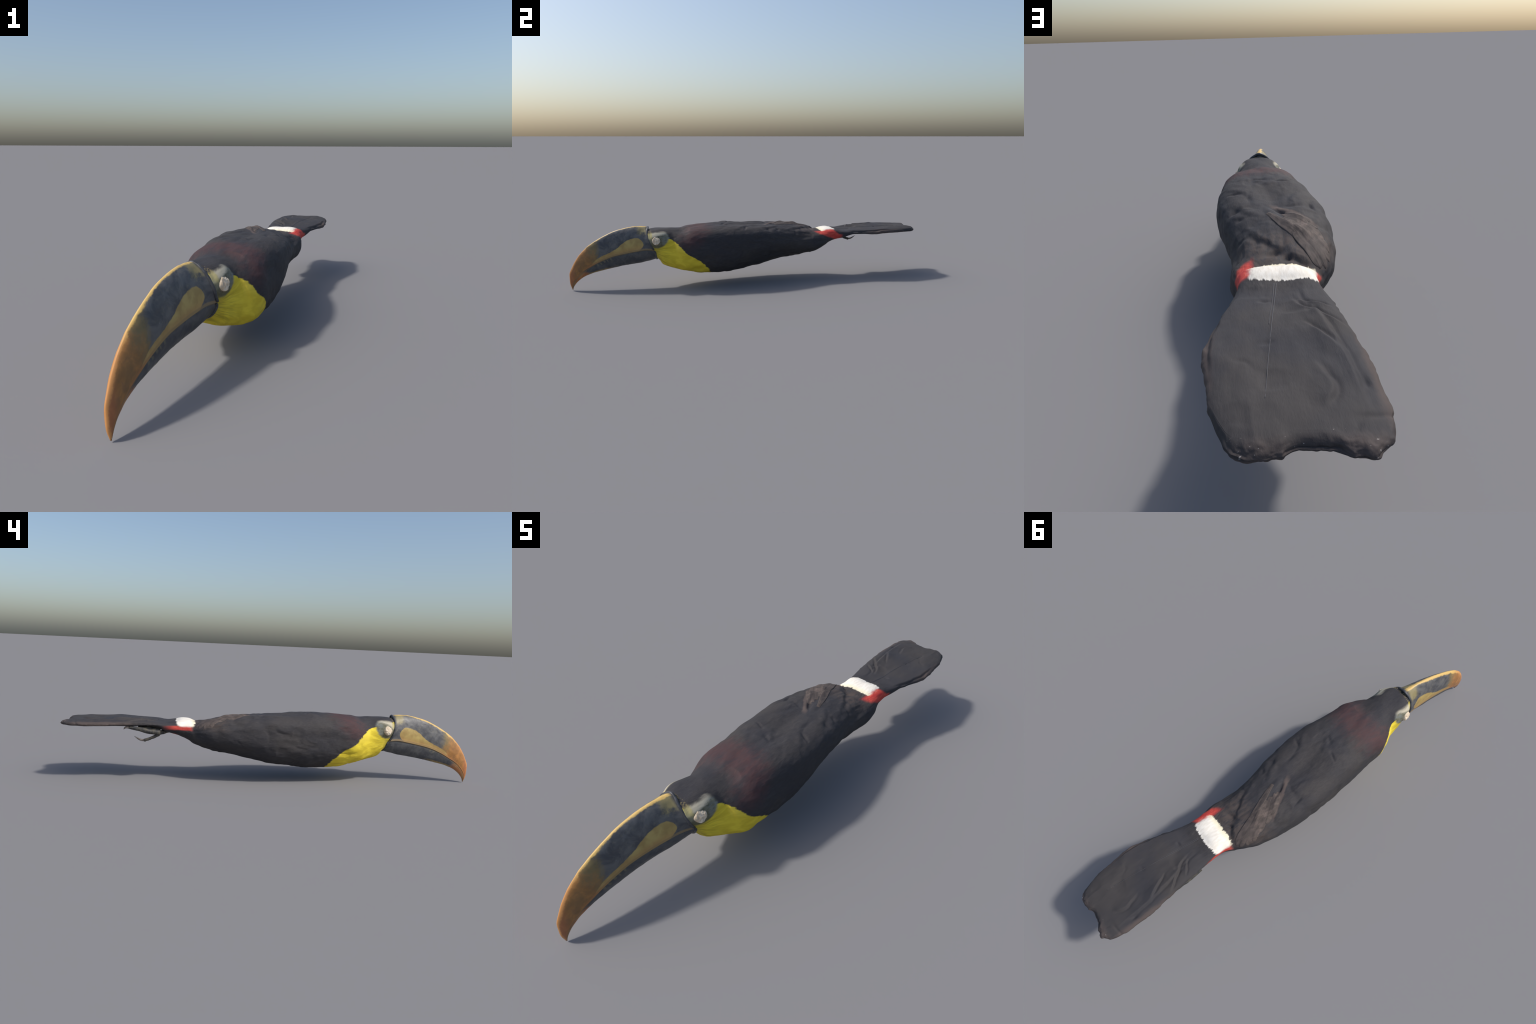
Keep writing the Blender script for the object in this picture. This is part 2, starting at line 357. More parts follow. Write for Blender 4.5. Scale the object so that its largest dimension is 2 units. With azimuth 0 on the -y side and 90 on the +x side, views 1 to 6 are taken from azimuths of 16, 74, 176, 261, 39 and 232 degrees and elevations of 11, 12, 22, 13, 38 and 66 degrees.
def lower_bill():
    n = Nodes('lower_bill_horn'); y, z = n.y, n.z
    ang, r, rc, rt, v = bill_frame(n)
    w = n.sub(n.noise(34, 5, (1, 1, 1), 0.7), 0.5)
    col = n.mix(0.35, slate(n), (0.040, 0.041, 0.046))
    # pale tooth marks just under the cutting edge
    wave = n.math('SINE', n.add(n.mul(ang, 125.0), n.mul(w, 6.0)))
    teeth = n.mul(n.step(n.add(wave, n.mul(w, 2.4)), 0.05, 0.7), n.mul(n.step(n.add(n.sub(rt, r), n.mul(w, 0.022)), 0.024, 0.013), n.mul(n.step(y, -0.70, -0.74), n.step(y, -0.875, -0.85))))
    teeth = n.mul(teeth, n.step(n.noise(14, 2), 0.45, 0.6))
    col = n.mix(n.mul(teeth, 0.5), col, (0.20, 0.175, 0.10))
    kb = [polar(p) for p in KEEL]
    rb = n.curve(ang, min(a for a, _ in kb), max(a for a, _ in kb), kb)
    low = n.step(n.add(n.sub(r, rb), n.mul(w, 0.016)), 0.013, 0.005)
    low = n.mul(low, n.step(n.add(y, n.mul(w, 0.05)), -0.74, -0.84))
    col = n.mix(n.mul(low, 0.8), col, (0.36, 0.24, 0.075))
    tip = n.step(n.add(n.add(y, n.mul(n.sub(rt, r), -0.75)), n.mul(w, 0.04)), -0.905, -0.935)
    col = n.mix(tip, col, n.mix(n.step(n.noise(22, 3), 0.4, 0.6), (0.37, 0.140, 0.050), (0.46, 0.210, 0.075)))
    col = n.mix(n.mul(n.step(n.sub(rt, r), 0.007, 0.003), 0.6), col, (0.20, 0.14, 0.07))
    return n.finish(col, n.add(0.34, n.mul(n.noise(50, 3), 0.25)), 0.4, n.bump(n.noise(28, 4), 0.25, 0.004))

def simple(name, a, b, scale, rough, spec, bump=0.2):
    n = Nodes(name); f = n.noise(scale, 4)
    return n.finish(n.mix(n.step(f, 0.35, 0.65), a, b), rough, spec, n.bump(f, bump, 0.003))

M_PLUME, M_WING, M_SHAFT = plumage(), wing_brown(), shaft_mat()
M_UP, M_LOW = upper_bill(), lower_bill()
M_RIM = simple('bill_rim_horn', (0.030, 0.032, 0.038), (0.075, 0.077, 0.085), 40, 0.4, 0.4)
M_EYE = simple('cotton_eye', (0.54, 0.43, 0.30), (0.70, 0.61, 0.48), 60, 0.8, 0.2, 0.5)
M_EYERIM = simple('eyelid_skin', (0.12, 0.095, 0.055), (0.22, 0.19, 0.12), 80, 0.6, 0.3)
M_TOE = simple('toe_scales', (0.030, 0.031, 0.034), (0.085, 0.078, 0.062), 60, 0.55, 0.3, 0.5)
M_SCALE = simple('toe_joint_skin', (0.060, 0.052, 0.036), (0.15, 0.125, 0.080), 60, 0.6, 0.3)
M_CLAW = simple('claw_horn', (0.085, 0.070, 0.060), (0.19, 0.165, 0.145), 60, 0.35, 0.5)
M_CREST = simple('bill_base_bristle_skin', (0.24, 0.20, 0.08), (0.46, 0.39, 0.20), 60, 0.7, 0.2)
M_PIN = simple('bill_tip_edge', (0.34, 0.33, 0.28), (0.50, 0.49, 0.42), 60, 0.5, 0.3)

# ---------------------------------------------------------------- the thing
bird = bpy.data.objects.new('toucan', None)
bpy.context.scene.collection.objects.link(bird)
bird['label'] = 'black toucan skin with yellow bib and huge curved bill'
bird['category'] = 'bird'

# ---------------------------------------------------------------- body: stations along y
# y, top z, bottom z, centre x, half width, side height (+x, -x) above the mid line,
# section exponents (above +x, above -x, below +x, below -x), sideways shift of the keel
STATIONS = [
    (-.575, .320, .160, .003, .062, .002, .004, 2.1, 2.1, 3.0, 3.4, .000),
    (-.530, .320, .137, .004, .076, .002, .008, 3.4, 2.9, 3.2, 3.5, .000),
    (-.490, .321, .121, .007, .084, -.004, .006, 2.9, 2.4, 3.3, 3.4, .000),
    (-.450, .323, .108, .010, .095, -.010, .003, 2.3, 1.95, 3.2, 3.1, .000),
    (-.405, .319, .096, .011, .119, -.011, .003, 2.5, 2.2, 3.0, 2.8, .000),
    (-.360, .326, .084, .012, .135, -.008, .010, 2.8, 2.55, 2.7, 2.55, -.002),
    (-.300, .328, .067, .012, .139, -.003, .018, 2.9, 2.55, 2.55, 2.45, -.006),
    (-.230, .329, .062, .010, .145, .002, .024, 3.0, 2.45, 2.6, 2.5, -.008),
    (-.150, .327, .060, .008, .150, .007, .029, 3.1, 2.5, 2.6, 2.65, -.010),
    (-.070, .319, .070, .003, .152, .013, .031, 3.2, 2.6, 2.35, 2.75, -.010),
    (.010, .313, .076, -.005, .151, .018, .031, 3.1, 2.6, 1.9, 2.75, -.010),
    (.090, .312, .092, -.011, .149, .011, .031, 2.8, 2.5, 1.75, 2.7, -.009),
    (.170, .311, .112, -.018, .140, .003, .031, 2.55, 2.35, 1.8, 2.7, -.006),
    (.250, .304, .128, -.017, .132, .001, .030, 2.5, 2.3, 2.25, 2.6, -.002),
    (.320, .289, .142, -.010, .126, .002, .025, 2.6, 2.3, 2.7, 2.6, .003),
    (.370, .281, .157, .000, .118, .006, .013, 2.6, 2.3, 3.1, 2.6, .006),
    (.410, .277, .174, .009, .101, .008, .004, 2.6, 2.35, 3.0, 2.6, .006),
    (.450, .280, .196, .012, .088, .009, .006, 2.6, 2.4, 2.7, 2.6, .004),
    (.490, .277, .211, .012, .090, .007, .007, 3.1, 2.6, 2.7, 2.6, .002),
    (.530, .273, .218, .015, .096, .005, .008, 3.2, 2.8, 2.8, 2.6, .002),
    (.580, .274, .245, .019, .104, .003, .009, 2.9, 2.8, 3.0, 2.6, .005),
    (.650, .280, .250, .026, .119, -.001, .006, 2.8, 2.8, 3.1, 2.6, .007),
    (.720, .284, .250, .030, .129, -.004, .002, 2.8, 2.8, 3.1, 2.6, .007),
    (.790, .284, .250, .028, .133, .000, .000, 2.8, 2.9, 3.0, 2.6, .005),
    (.860, .282, .251, .024, .134, -.001, -.002, 2.8, 3.0, 2.9, 2.6, .003),
    (.910, .282, .249, .022, .131, -.001, -.002, 2.8, 3.0, 2.9, 2.6, .002),
    (.950, .281, .251, .021, .130, -.001, -.002, 2.9, 3.1, 2.8, 2.6, .002),
    (1.00, .276, .251, .020, .128, -.001, .000, 3.0, 3.1, 2.8, 2.6, .002)]
# middle height of each station, from which top and bottom are measured
MID = [(-.575, .238), (-.45, .211), (-.3, .198), (-.15, .196), (0, .204), (.17, .219), (.32, .217), (.41, .223), (.45, .236), (.53, .25), (.65, .26), (.8, .264), (.95, .262), (1.0, .262)]
# base line of the bill against the face (height -> y)
FACE = [(.14, -.540), (.169, -.546), (.206, -.551), (.215, -.557), (.235, -.568), (.266, -.577), (.285, -.579), (.31, -.578), (.33, -.569)]
# far outline of the tail (x -> y)
TAIL_END = [(-.125, .80), (-.110, .88), (-.106, .93), (-.100, .962), (-.084, .988), (-.063, 1.0), (-.044, .997), (-.02, .986), (0, .981), (.02, .977), (.032, .976), (.042, .980), (.052, .986), (.075, .988), (.095, .984), (.108, .977), (.120, .965), (.132, .937), (.142, .90), (.152, .865), (.162, .80)]

S = np.array(STATIONS)
NR, NC = 760, 400
Y0, Y1 = -.575, 1.0
yr = np.r_[np.linspace(Y0, .978, NR - 40), .978 + .022 * np.sin(np.linspace(0, np.pi / 2, 41)[1:])]
NR = len(yr)
col = [pchip(S[:, 0], S[:, k], yr) for k in range(1, 12)]
mid = pchip(*zip(*MID), yr)
# light smoothing of the lofted profile so that stations do not show
def soften(v, n=9):
    k = np.ones(n) / n; p = np.r_[2 * v[0] - v[n // 2:0:-1], v, 2 * v[-1] - v[-2:-2 - n // 2:-1]]
    return np.convolve(p, k, 'valid')
col = [soften(c) for c in col]; mid = soften(mid)
th = np.linspace(0, 2 * np.pi, NC, endpoint=False)
# denser sampling near the two sides of flat sections
th = th - 0.0 * np.sin(2 * th)
ct, st = np.cos(th)[None], np.sin(th)[None]
zt, zb, cx, hw, mR, mL, ptR, ptL, pbR, pbL, keel = [c[:, None] for c in col]; zc = mid[:, None]
p = np.where(st > 0, np.where(ct > 0, ptR, ptL), np.where(ct > 0, pbR, pbL))
U = np.sign(ct) * np.abs(ct) ** (2 / p); H = np.sign(st) * np.abs(st) ** (2 / p)
close = (np.clip(1 - np.clip((yr - .980) / .020, 0, 1) ** 2, 0, 1) ** .5)[:, None]     # rounds the tail end
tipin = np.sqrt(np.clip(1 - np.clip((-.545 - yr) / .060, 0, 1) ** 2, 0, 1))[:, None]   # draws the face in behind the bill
Hh = np.where(H > 0, (zt - zc) * H, (zc - zb) * H) * np.maximum(close, .02) + np.where(U > 0, mR * U, -mL * U)
X = cx + hw * U + keel * np.maximum(-H, 0); Y = yr[:, None] + 0 * X; Z = zc + Hh
# face follows the base of the bill
fz = pchip(*zip(*FACE), Z.ravel()).reshape(Z.shape)
wf = 1 - smooth(-.572, -.50, Y)
Y = Y + (fz - .003 + .006 * (1 - smooth(.195, .225, Z)) - Y0) * wf
# the tail end outline
ye = pchip(*zip(*TAIL_END), X.ravel()).reshape(Z.shape)
ye = ye + .0035 * fbm(np.stack([X.ravel() * 60, 0 * X.ravel(), 0 * X.ravel() + 2.5], -1), 3, 77).reshape(X.shape) - .002
wt = np.clip((Y - .70) / .30, 0, 1)
Y = np.where(wt > 0, .70 + (Y - .70) * ((ye - .70) / .30), Y)
P = np.stack([X, Y, Z], -1)

def normals(P):
    du = np.gradient(P, axis=0); dv = (np.roll(P, -1, 1) - np.roll(P, 1, 1)) / 2
    N = np.cross(dv, du); L = np.linalg.norm(N, axis=-1, keepdims=True)
    return N / np.maximum(L, 1e-12)
N = normals(P)
if np.mean((P - P.mean(1, keepdims=True)) * N) < 0: N = -N
FP = P.reshape(-1, 3); fx, fy, fzz = FP.T; nz = N[..., 2].ravel(); topness = smooth(0.05, 0.45, nz)

# relief -------------------------------------------------------------
tail_w = smooth(.50, .58, fy); body_w = 1 - tail_w
head_w = 1 - smooth(-.48, -.36, fy)
D = np.zeros(len(FP))
lump = fbm(FP * np.array([14, 8, 14]), 3, 1)
D += lump * (.0028 * body_w * (1 - .6 * head_w) +   .0024 * tail_w)
D += fbm(FP * np.array([42, 20, 42]), 3, 5) * (.0010 * body_w * (1 - .5 * head_w) + .0003 * tail_w)
# wandering shallow folds and hollows, where two noise fields cross zero
fold = fbm(FP * np.array([10, 6.5, 10]), 2, 101) + .25 * noise3(FP * np.array([30, 20, 30]), 103)
D -= .0030 * np.exp(-(fold / .22) ** 2) * smooth(-.15, .45, noise3(FP * np.array([8, 6, 8]), 105)) * body_w * (1 - .75 * head_w)
fold2 = fbm(FP * np.array([15, 7, 0]), 2, 111) + .2 * noise3(FP * np.array([40, 26, 0]), 113)
D -= .0020 * np.exp(-(fold2 / .17) ** 2) * smooth(-.1, .4, noise3(FP * np.array([12, 7, 0]), 115)) * tail_w * topness
hollow = noise3(FP * np.array([19, 13, 19]), 121)
D -= smooth(.35, .9, hollow) * (.0045 * body_w * (1 - head_w) + .0028 * tail_w * topness)
# feather tufts: broad soft steps broken by noise, stronger on the belly
ph = fy * 15 + 1.7 * fbm(FP * np.array([8, 5, 8]), 3, 9)
saw = (ph - np.floor(ph)); saw = smooth(0, .7, saw) * (1 - smooth(.75, 1.0, saw))
mask = smooth(.1, .7, fbm(FP * np.array([11, 8, 11]), 2, 15))
low = 1 - smooth(.10, .20, fzz)
D += saw * mask * (.0017 * body_w * (1 - head_w) * (.5 + .9 * low))
# bib: soft clumps
lobe_y = -.446 + .35 * np.clip(.262 - fzz, 0, .1)
D += .0075 * smooth(lobe_y - .008, lobe_y + .006, fy) * np.exp(-(np.maximum(fy + .425, 0) / .030) ** 2) * np.exp(-((fzz - .240) / .038) ** 2) * (fx > 0)
bibw = (1 - smooth(-.34, -.26, fy)) * (1 - smooth(.22, .27, fzz)) * smooth(-.56, -.5, fy)
D += bibw * .0016 * fbm(FP * np.array([26, 16, 26]), 2, 31)
# wings: the folded left wing and the brown right wing tip lie over the rump
wing = [(.165, -.02), (.125, .06), (.095, .15), (.055, .25), (.012, .318), (-.030, .366), (-.070, .392), (-.099, .407), (-.120, .390), (-.124, .340),
        (-.108, .249), (-.089, .212), (-.060, .170), (-.032, .138), (-.010, .085), (.004, .055), (.03, .0), (.10, -.05)]
jag = .006 * fbm(FP * np.array([30, 30, 0]), 2, 21)
broken = smooth(-.5, .5, noise3(FP * np.array([24, 24, 0]), 23))
sd = poly_sdf(fx, fy, wing) + jag
rear = smooth(.03, .22, fy)
up = smooth(-.012, .010, sd) * rear * topness
D += (up - 1) * .0050 * rear * topness * smooth(.06, .25, fy) * (1 - smooth(.40, .425, fy))
# shadowed ledge beside and behind the wing tips
D -= (1 - smooth(.0, .018, np.abs(sd + .008))) * rear * topness * .0036 * (.25 + broken) * smooth(.15, .3, fy) * smooth(-.085, -.06, fx) * (1 - smooth(.405, .43, fy))
D += smooth(-.02, .02, sd) * rear * topness * .0030 * fbm(FP * np.array([22, 16, 0]), 3, 25)
# pits at the end of the left wing
def pit(x0, y0, rx, ry, rot, depth):
    c, s = math.cos(rot), math.sin(rot); a = (fx - x0) * c + (fy - y0) * s; b = -(fx - x0) * s + (fy - y0) * c
    return -depth * np.exp(-((a / rx) ** 2 + (b / ry) ** 2)) * topness
D += pit(-.024, .126, .008, .034, .50, .015)        # slot beside the brown ridge
D += pit(.015, .345, .022, .012, .5, .010) + pit(-.015, .372, .012, .008, .5, .008) + pit(.055, .285, .014, .012, .6, .004)
D += pit(.090, .13, .010, .012, .6, .005) + pit(.105, .075, .012, .009, .5, .005) + pit(.02, -.17, .008, .020, 1.1, .004) + pit(-.110, .10, .006, .022, .2, .005)
D += pit(.10, -.06, .007, .02, 1.2, .004) + pit(-.05, -.13, .006, .022, 1.2, .003)
# the bulky end of the right wing tip
D += .0060 * np.exp(-(((fx + .092) / .022) ** 2 + ((fy - .355) / .045) ** 2)) * topness
# ridge along the brown fold
def crease(pts, width, height, step=False):
    """soft ridge, or a soft step (vane edge) that is high on the left of the line, along a polyline on the upper side"""
    best = np.full(len(FP), 1e9); sgn = np.zeros(len(FP)); tt = np.zeros(len(FP))
    t = np.linspace(0, len(pts) - 1, 14); pts = list(zip(*[pchip(np.arange(len(pts)), [p[k] for p in pts], t) for k in (0, 1)])); m = len(pts) - 1
    for i in range(m):
        d, s, t = seg_dist(fx, fy, pts[i], pts[i + 1]); k = d < best
        best = np.where(k, d, best); sgn = np.where(k, s, sgn); tt = np.where(k, (i + np.clip(t, 0, 1)) / m, tt)
    fade = smooth(0, .3, tt) * (1 - smooth(.6, 1, tt))
    if step:
        sd = sgn * best + .0015 * noise3(FP * np.array([50, 50, 0]), 88)
        out = height * smooth(-width, width, sd) * np.exp(-np.maximum(sd, 0) / (5 * width)) - .35 * height * np.exp(-((sd + width) / width) ** 2)
    else: out = height * np.exp(-(best / width) ** 2)
    return out * fade * topness
D += crease([(.008, .045), (-.030, .132), (-.060, .178), (-.090, .212)], .008, .0050)
D += crease([(.02, .12), (-.013, .176), (-.045, .245), (-.078, .301), (-.098, .35)], .010, .0040)
# creases of the upper wing coverts and mantle
for a in [[(.13, -.12), (.06, -.03), (.045, .05)], [(.10, .02), (.075, .1), (.03, .16)], [(-.10, -.05), (-.06, .03), (-.05, .1)],
          [(-.135, .0), (-.115, .08), (-.10, .16)], [(.04, -.22), (.02, -.14), (-.02, -.10)], [(-.09, -.2), (-.05, -.15), (-.03, -.12)]]:
    D += crease(a, .010, .0034, True)
# tail feathers: overlapping vane edges and folds
for a, w, h in [([(.085, .50), (.128, .62), (.148, .74), (.142, .85)], .005, .0022), ([(-.075, .94), (-.072, .82), (-.050, .68), (-.015, .54)], .006, .0022),
                ([(-.098, .72), (-.055, .655), (-.020, .61), (.002, .55)], .005, .0028), ([(-.065, .78), (-.04, .73), (-.008, .67)], .005, .0026),
                ([(-.075, .625), (-.045, .60), (-.012, .575)], .004, .0020), ([(-.015, .92), (-.035, .87), (-.010, .79)], .006, .0024)]:
    D += crease(a, w, h * 2.4, True) * tail_w
D += (pit(-.035, .635, .012, .008, .4, .004) + pit(-.03, .70, .016, .016, 0, .003) + pit(.05, .575, .01, .006, .2, .004) + pit(.055, .74, .010, .008, .3, .003)
      + pit(-.045, .80, .02, .02, 0, .003) + pit(-.085, .86, .006, .014, 0, .004)) * tail_w
# scalloped tail sides
sidew = 1 - np.abs(nz)
D += tail_w * sidew * (.0026 * fbm(FP * np.array([14, 30, 0]), 3, 51) + .0014 * noise3(FP * np.array([20, 85, 0]), 57))
# vane underside lines
tuft = np.exp(-((fy - .445) / .040) ** 6) * np.exp(-((fx - .002) / .085) ** 6) * topness
D *= 1 - .75 * tuft
# white rump tuft swells; orbital skin stands up round the eye
D += .0050 * np.exp(-((fy - .445) / .032) ** 4) * np.exp(-((fx - .002) / .075) ** 4) * topness
for sx in (1, -1):
    eu, ev = fy + .536, fzz - .266
    rr = np.hypot(eu / .042, ev / .042)
    D += .0055 * np.exp(-(rr / .85) ** 4) * (fx * sx > .03) * smooth(.02, .05, fx * sx)
# gap at the crown, just behind the bill rim
D -= .0015 * np.exp(-((fy + .571) / .006) ** 2) * topness * (fy < -.535)
D += smooth(.955, .985, fy) * .0022 * fbm(FP * np.array([55, 40, 90]), 3, 131)
fade_end = np.ones(NR); fade_end[-3:] = 0
D *= np.repeat(fade_end, NC)
P = P + N * D.reshape(NR, NC, 1)

V = P.reshape(-1, 3)
F = np.array(grid_faces(NR, NC))
centre_end = V[-NC:].mean(0); centre_face = V[:NC].mean(0) + np.array([0, .004, 0])
V = np.vstack([V, centre_end, centre_face]); ie, jf = len(V) - 2, len(V) - 1
cap_end = [(ie, (NR - 1) * NC + j, (NR - 1) * NC + (j + 1) % NC) for j in range(NC)]
cap_face = [(jf, (j + 1) % NC, j) for j in range(NC)]

whole = bpy.data.meshes.new('whole')
whole.from_pydata(V.tolist(), [], F.tolist() + cap_end + cap_face)
bm = bmesh.new(); bm.from_mesh(whole); bmesh.ops.recalc_face_normals(bm, faces=bm.faces); bm.to_mesh(whole); bm.free()
whole.update()
VN = np.zeros(len(V) * 3); whole.vertices.foreach_get('normal', VN); VN = VN.reshape(-1, 3)
polys = [tuple(pl.vertices) for pl in whole.polygons]
tree = BVHTree.FromPolygons([Vector(v) for v in V], polys)
cy = np.array([V[list(pl)].mean(0)[1] for pl in polys])
bounds = [('head', -9, -.455), ('torso', -.455, .398), ('rump', .398, .535), ('tail', .535, 9)]
parts = {}
for name, lo, hi in bounds:
    # region borders follow whole rows of the loft, so that borders stay clean
    sel = [pl for pl, c in zip(polys, cy) if lo <= c < hi]
    used = np.unique(np.concatenate([np.array(pl) for pl in sel])); remap = -np.ones(len(V), int); remap[used] = np.arange(len(used))
    ob = mesh_obj(name, V[used], [[int(remap[i]) for i in pl] for pl in sel], M_PLUME, bird)
    if len(ob.data.vertices) == len(used): ob.data.normals_split_custom_set_from_vertices(VN[used].tolist())
    parts[name] = ob
bpy.data.meshes.remove(whole)

def surf_z(x, y):
    h = tree.ray_cast(Vector((x, y, .6)), Vector((0, 0, -1)))
    return h[0].z if h[0] else .27

# ---------------------------------------------------------------- wing tip feathers (brown secondaries, fanned)
def blade(name, root, tip, width, lift, thick, mat, parent, curl=0.0, notch=0.0, seed=0):
    root, tip = np.array(root), np.array(tip); ax = tip - root; L = np.linalg.norm(ax); ax /= L; sd_ = np.array([-ax[1], ax[0]])
    nu, nv = 30, 13; g = np.random.default_rng(seed)
    top, bot = [], []
    for i in range(nu):
        t = i / (nu - 1)
        w = width * (0.55 + .45 * smooth(0, .4, t)) * math.sqrt(max(0, 1 - max(0, (t - .72) / .28) ** 2.4)) + .0006
        for j in range(nv):
            s = j / (nv - 1) * 2 - 1
            q = root + ax * L * t + sd_ * (w * s + curl * t * t)
            z = surf_z(q[0], q[1])
            barb = .0002 * math.sin(26 * s + 9 * t + seed) * (1 - .5 * abs(s))
            rise = lift * smooth(0, .3, t) * (1 - .7 * smooth(.5, 1, t)) + .0013 * (1 - s * s) + barb + .0005 * math.exp(-(s / .14) ** 2)
            top.append((q[0], q[1], z + rise)); bot.append((q[0], q[1], z + rise - thick))
    n = nu * nv; F = []
    for i in range(nu - 1):
        for j in range(nv - 1):
            a = i * nv + j
            F.append((a, a + 1, a + nv + 1, a + nv)); F.append((n + a, n + a + nv, n + a + nv + 1, n + a + 1))
    rim = [i * nv for i in range(nu)] + [(nu - 1) * nv + j for j in range(1, nv)] + [i * nv + nv - 1 for i in range(nu - 2, -1, -1)] + [j for j in range(nv - 2, 0, -1)]
    for a, b in zip(rim, rim[1:] + rim[:1]): F.append((a, n + a, n + b, b))
    ob = mesh_obj(name, top + bot, F, mat, parent)
    bm = bmesh.new(); bm.from_mesh(ob.data); bmesh.ops.recalc_face_normals(bm, faces=bm.faces); bm.to_mesh(ob.data); bm.free()
    return ob

wing_ob = bpy.data.objects.new('wing', None); bpy.context.scene.collection.objects.link(wing_ob); wing_ob.parent = bird
fan = [((-.030, .135), (-.087, .218), .012), ((-.028, .150), (-.101, .258), .013), ((-.028, .172), (-.111, .298), .014), ((-.032, .195), (-.118, .336), .014),
       ((-.036, .215), (-.112, .366), .014), ((-.040, .232), (-.103, .388), .013), ((-.038, .246), (-.088, .397), .013)]
for k, (r0, t0, w0) in enumerate(fan):
    blade('feather', r0, t0, w0 * 1.12, .0004 + .0003 * k, .0030, M_WING, wing_ob, .002 * math.sin(k * 2.1), seed=k)
long_fan = [((.012, .135), (-.062, .325), .012)]
for k, (r0, t0, w0) in enumerate(long_fan):
    blade('feather', r0, t0, w0, .0018, .005, M_WING, wing_ob, .004, seed=20 + k)

# ---------------------------------------------------------------- tail feather shafts
for path in ([(.020, .500), (.030, .58), (.043, .69), (.056, .80), (.066, .89)], [(.0245, .500), (.034, .58), (.0465, .68)]):
    tq = np.linspace(0, len(path) - 1, 16)
    px_, py_ = [pchip(np.arange(len(path)), [q[k] for q in path], tq) for k in (0, 1)]
    pts = [(x, y, surf_z(x, y) + .0003) for x, y in zip(px_, py_)]
    tube('shaft', pts, np.linspace(.0010, .0005, len(pts)), M_SHAFT, parts['tail'], 8, 4)

# ---------------------------------------------------------------- bill
# top (y, z), bottom (y, z), centre x, half width
BILL = [((-.572, .330), (-.553, .157), .000, .062), ((-.600, .334), (-.585, .144), -.004, .053), ((-.650, .334), (-.630, .133), -.009, .045), ((-.720, .321), (-.690, .125), -.016, .037),
        ((-.785, .299), (-.750, .115), -.022, .031), ((-.845, .267), (-.805, .104), -.026, .027), ((-.900, .230), (-.855, .092), -.030, .0235), ((-.944, .185), (-.905, .076), -.033, .020),
        ((-.977, .132), (-.944, .054), -.035, .015), ((-.997, .084), (-.968, .030), -.035, .011), ((-.997, .042), (-.980, .012), -.034, .007), ((-.987, .003), (-.983, .000), -.033, .0018)]
TB = np.arange(len(BILL)); bt = np.linspace(0, len(BILL) - 1, 221)
def bcol(f): return soften(pchip(TB, [f(b) for b in BILL], bt), 11)
Ty, Tz, By, Bz = bcol(lambda b: b[0][0]), bcol(lambda b: b[0][1]), bcol(lambda b: b[1][0]), bcol(lambda b: b[1][1])
bx, bw = bcol(lambda b: b[2]), bcol(lambda b: b[3])
# where the cutting edge crosses each section, as a fraction from bottom to top
tom = np.array(TOMIUM)
def tom_frac():
    out = []
    for a, b, c, d in zip(Ty, Tz, By, Bz):
        f = np.linspace(.03, .97, 400); yy = c + (a - c) * f; zz = d + (b - d) * f
        ty = pchip(-tom[:, 0], tom[:, 1], -yy)
        out.append(f[np.argmin(np.abs(zz - ty))])
    return soften(np.array(out), 15)
tf = np.clip(tom_frac(), .30, .62)
def width_at(f, upper):
    """half width profile over the height fraction f: fullest low on the upper mandible, rounded keel below"""
    h = 2 * f - 1
    return np.where(h > 0, (1 - np.abs(h) ** 1.62) ** (1 / 1.62), (1 - np.abs(h) ** 2.4) ** (1 / 2.4))
def mandible(name, mat, upper):
    nc = 96; V = []
    u = np.linspace(-1, 1, nc)
    for i in range(len(bt)):
        lo, hi = (tf[i], 1.0) if upper else (0.0, tf[i])
        # arc parameter: sides and crown sampled evenly
        a = u * math.pi / 2
        if upper: f = lo + (hi - lo) * np.cos(a) ** 0.9
        else: f = hi - (hi - lo) * np.cos(a) ** 0.9
        f = np.clip(f, 0, 1)
        w = 1.05 * bw[i] * width_at(f, upper) * np.sign(u)
        w = np.where(np.abs(u) < 1e-9, 0, w)
        lip = np.exp(-((f - tf[i]) / .035) ** 2)
        w = w * (1 + (.06 if upper else -.07) * lip)
        y = By[i] + (Ty[i] - By[i]) * f; z = Bz[i] + (Tz[i] - Bz[i]) * f
        ring = np.stack([bx[i] + w, y, z], -1)
        if not upper: ring = ring[::-1]
        V.append(ring)
    V = np.array(V)
    # the base of the bill bows forward in the middle of its height
    bend = pchip(*zip(*FACE), V[..., 2].ravel()).reshape(V.shape[:2]) - (-.563)
    V[..., 1] += bend * (1 - smooth(0, 28, np.arange(len(bt))))[:, None] * .9
    # horn is not quite even
    FPb = V.reshape(-1, 3); nb = fbm(FPb * 20, 3, 61) * .0011 + fbm(FPb * np.array([30, 70, 70]), 2, 66) * .0004
    base = 1 - smooth(0, 14, np.arange(len(bt)))
    C = V.mean(1, keepdims=True); Dn = V - C; Dn[..., 1] = 0; Dn /= np.maximum(np.linalg.norm(Dn, axis=-1, keepdims=True), 1e-9)
    amp = np.minimum(1, bw / .02)[:, None] * np.clip(1 - np.abs(u) ** 12, 0, 1)[None]
    V = V + Dn * (nb.reshape(V.shape[:2]) * amp)[..., None]
    # furrow down the middle of the roof of the closing face stays hidden; close the section with a flat strip
    ob = mesh_obj(name, V.reshape(-1, 3), grid_faces(len(bt), nc, True, (True, True)), mat, bill)
    bm = bmesh.new(); bm.from_mesh(ob.data); bmesh.ops.recalc_face_normals(bm, faces=bm.faces); bm.to_mesh(ob.data); bm.free()
    return ob, V
bill = bpy.data.objects.new('bill', None); bpy.context.scene.collection.objects.link(bill); bill.parent = bird
up_ob, UV = mandible('upper_mandible', M_UP, True)
lo_ob, LV = mandible('lower_mandible', M_LOW, False)
